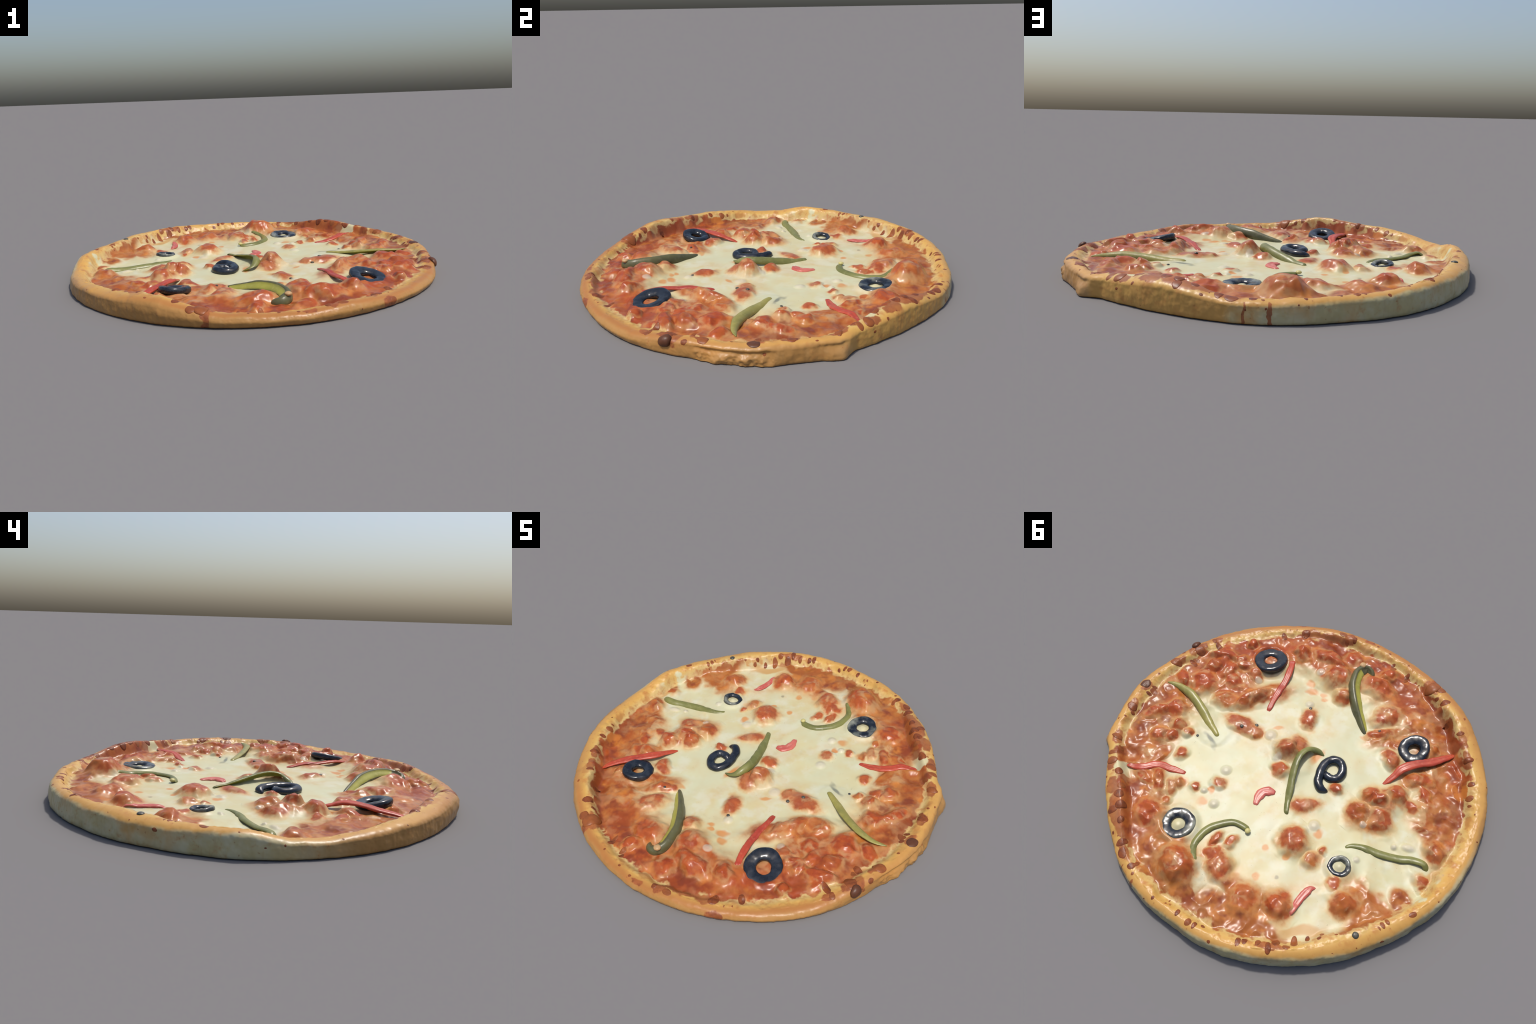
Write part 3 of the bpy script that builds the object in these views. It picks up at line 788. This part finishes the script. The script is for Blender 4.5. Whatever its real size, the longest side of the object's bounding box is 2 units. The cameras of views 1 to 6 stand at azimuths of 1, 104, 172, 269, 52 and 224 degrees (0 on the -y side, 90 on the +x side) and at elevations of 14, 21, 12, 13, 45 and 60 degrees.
def settle(path, lift):
    """keep the middle of a strip on top of the cheese; its ends may sink in"""
    n = len(path)
    floor = np.array([height_at(p[0], p[1]) for p in path])
    pad = np.pad(floor, 4, mode="edge")
    floor = np.array([pad[k:k + 9].mean() for k in range(n)]) + lift
    t = np.linspace(0, 1, n)
    keep = smooth(np.minimum(t, 1 - t) * 12)
    path = path.copy()
    path[:, 2] = np.maximum(path[:, 2], floor - (1 - keep) * .014)
    return path


def sweep(name, path, section, width, out_dir, mats, mat_of_section, parent=root, wobble=.08, flesh_from=0, flesh_to=1):
    """section: (k, 2) closed outline in units of half width; x sideways, y outwards"""
    n = len(path)
    T = np.gradient(path, axis=0); T /= np.linalg.norm(T, axis=1, keepdims=True)
    O = np.array(out_dir, float)[None] * np.ones((n, 1))
    N = O - (O * T).sum(1, keepdims=True) * T
    N /= np.linalg.norm(N, axis=1, keepdims=True)
    B = np.cross(T, N)
    k = len(section)
    w = np.asarray(width)[:, None, None] * .5
    wob = 1 + wobble * fbm(*(np.repeat(path, k, 0).T + np.tile(section[:, 0], n) * .02), 30, 2).reshape(n, k, 1)
    V = path[:, None] + w * wob * (section[None, :, :1] * B[:, None] + section[None, :, 1:] * N[:, None])
    V = V.reshape(-1, 3)
    faces, fm = [], []
    for a in range(n - 1):
        for b in range(k):
            b2 = (b + 1) % k
            faces.append((a * k + b, a * k + b2, (a + 1) * k + b2, (a + 1) * k + b))
            fm.append(mat_of_section[b] if flesh_from * n < a < flesh_to * n else 0)
    faces.append(tuple(range(k))[::-1]); fm.append(0)
    faces.append(tuple((n - 1) * k + b for b in range(k))); fm.append(0)
    me = mesh_from(name, V, faces, mats, face_mats=fm)
    return add_object(name, me, parent)


def taper(n, a, b):
    t = np.linspace(0, 1, n)
    ends = np.minimum(1, np.sqrt(np.clip(np.minimum(t, 1 - t) * 14, .02, 1)))
    body = np.minimum(1, np.minimum(a + (1 - a) * t * 3.2, b + (1 - b) * (1 - t) * 3.2))
    return ends * body


def crescent(span=150, thick=.34, depth=.85, k=15, lip=0):
    """a bent wall: outer arc and inner arc"""
    a = np.radians(np.linspace(-span / 2, span / 2, k))
    outer = np.stack([np.sin(a), (np.cos(a) - .55) * depth], 1)
    r = 1 - thick
    inner = np.stack([np.sin(a) * (r + .12), (np.cos(a) * r - .55) * depth], 1)[::-1]
    return np.concatenate([outer, inner]), [0] * (k - 1) + [1] * (k + 1 - lip) + [0] * lip


def roof():
    """half a pepper wall lying on its side: rounded skin slope, lip, hollow flesh slope"""
    skin = [(1.0, -1.1), (1.06, -.5), (.98, .0), (.78, .42), (.50, .72), (.18, .88), (-.12, .86), (-.30, .70)]
    flesh = [(-.36, .58), (-.52, .42), (-.80, .24), (-1.12, .02), (-1.46, -.30), (-1.55, -1.1)]
    return np.array(skin + flesh), [0] * (len(skin) - 1) + [1] * (len(flesh) - 1) + [0, 0]


def bean(k=22, flat=.42, groove=.18):
    a = np.linspace(0, 2 * math.pi, k, endpoint=False)
    x, y = np.cos(a), np.sin(a) * flat
    y = y - groove * np.exp(-(x / .3) ** 2) * (y > 0)
    return np.stack([x, y], 1), [0] * k


def knob(name, centre, radius, squash, mat, parent):
    u, v = 20, 10
    V = []
    for a in range(v + 1):
        t = math.pi * a / v
        for b in range(u):
            p = 2 * math.pi * b / u
            V.append((math.sin(t) * math.cos(p), math.sin(t) * math.sin(p), math.cos(t)))
    V = np.array(V)
    V = V * (1 + .1 * fbm(*(V * .03 + np.array(centre)).T, 40, 2))[:, None]
    V = V * radius * np.array([1, 1, squash]) + np.array(centre)
    F = []
    for a in range(v):
        for b in range(u):
            b2 = (b + 1) % u
            F.append((a * u + b, (a + 1) * u + b, (a + 1) * u + b2, a * u + b2))
    return add_object(name, mesh_from(name, V, F, [mat]), parent)


for s in GREEN_STRIPS:
    path = spline(s["pts"], 60)
    if s["skin"] != "dark":
        path = settle(path, -.001)
    sec, fm = roof() if s["skin"] == "dark" else crescent()
    ob = sweep("green_pepper_strip", path, sec, s["width"] * taper(60, *s["taper"]), s["out"], [SKINS[s["skin"]], MAT_FLESH], fm,
               flesh_from=.33 if s["skin"] == "dark" else 0, flesh_to=.88)
    if s["end"]:
        e = s["end"]
        knob("pepper_cut_end", e[:3], e[3], .6, MAT_END if e[3] > .016 else MAT_END_PALE, ob)
for n, s in enumerate(RED_STRIPS):
    path = settle(spline(s["pts"], 48), .001)
    sec, fm = bean()
    sweep("red_pepper_strip", path, sec, s["width"] * taper(48, *s["taper"]), (0, 0, 1), [MAT_PINK if n in (2, 4) else MAT_RED], fm, wobble=.16)


# ----------------------------------------------------------------------------
# olives
# ----------------------------------------------------------------------------
def olive_ring(x, y, z, R, r, half, lean, tilt, coat):
    U, K = 72, 22
    a = np.linspace(0, 2 * math.pi, U, endpoint=False)
    t = np.linspace(0, 2 * math.pi, K, endpoint=False)
    mid, w = (R + r) / 2, (R - r) / 2
    e = .72                                                   # rounded square section
    cx, cy = np.sign(np.cos(t)) * np.abs(np.cos(t)) ** e, np.sign(np.sin(t)) * np.abs(np.sin(t)) ** e
    # the top dips towards the hole
    ph = RNG.uniform(0, 6.28, 3)
    wob = 1 + .03 * np.sin(2 * a + ph[0]) + .025 * np.sin(3 * a + ph[1]) + .012 * np.sin(7 * a + ph[2])
    rad = (mid + w * cx)[None] * wob[:, None]
    hgt = half * (cy[None] + .18 * cx[None] * (cy[None] > 0)) * (1 + .08 * np.sin(2 * a + ph[1]))[:, None]
    V = np.stack([rad * np.cos(a)[:, None], rad * np.sin(a)[:, None], hgt], -1).reshape(-1, 3)
    V = V + .0018 * np.stack([fbm(*(V + (x, y, 0)).T, 38, 3)] * 3, -1)
    ax = np.array([-math.sin(math.radians(lean)), math.cos(math.radians(lean)), 0])
    th = math.radians(tilt)
    Kx = np.array([[0, -ax[2], ax[1]], [ax[2], 0, -ax[0]], [-ax[1], ax[0], 0]])
    M = np.eye(3) + math.sin(th) * Kx + (1 - math.cos(th)) * Kx @ Kx
    V = V @ M.T + (x, y, z)
    F = []
    for i in range(U):
        for k in range(K):
            i2, k2 = (i + 1) % U, (k + 1) % K
            F.append((i * K + k, i2 * K + k, i2 * K + k2, i * K + k2))
    add_object("olive_ring", mesh_from("olive_ring", V, F, [MAT_OLIVE_COATED if coat > .2 else MAT_OLIVE]))


for o in OLIVES:
    olive_ring(*o)
sec, fm = bean(22, .9, 0)
sweep("olive_ring", spline(OLIVE_SPIRAL, 90), sec, .047 * taper(90, .9, .95), (0, 0, 1), [MAT_OLIVE], fm, wobble=.1)

# dark seeds and herb specks lying in the cheese
for x, y, size in [(.368, -.003, .010), (.323, -.069, .010), (.191, -.354, .009), (-.178, -.493, .007), (.5, .196, .007), (-.801, .439, .016)]:
    knob("dark_speck", (x, y, height_at(x, y) + .001), size, .45, MAT_SPECK, root)
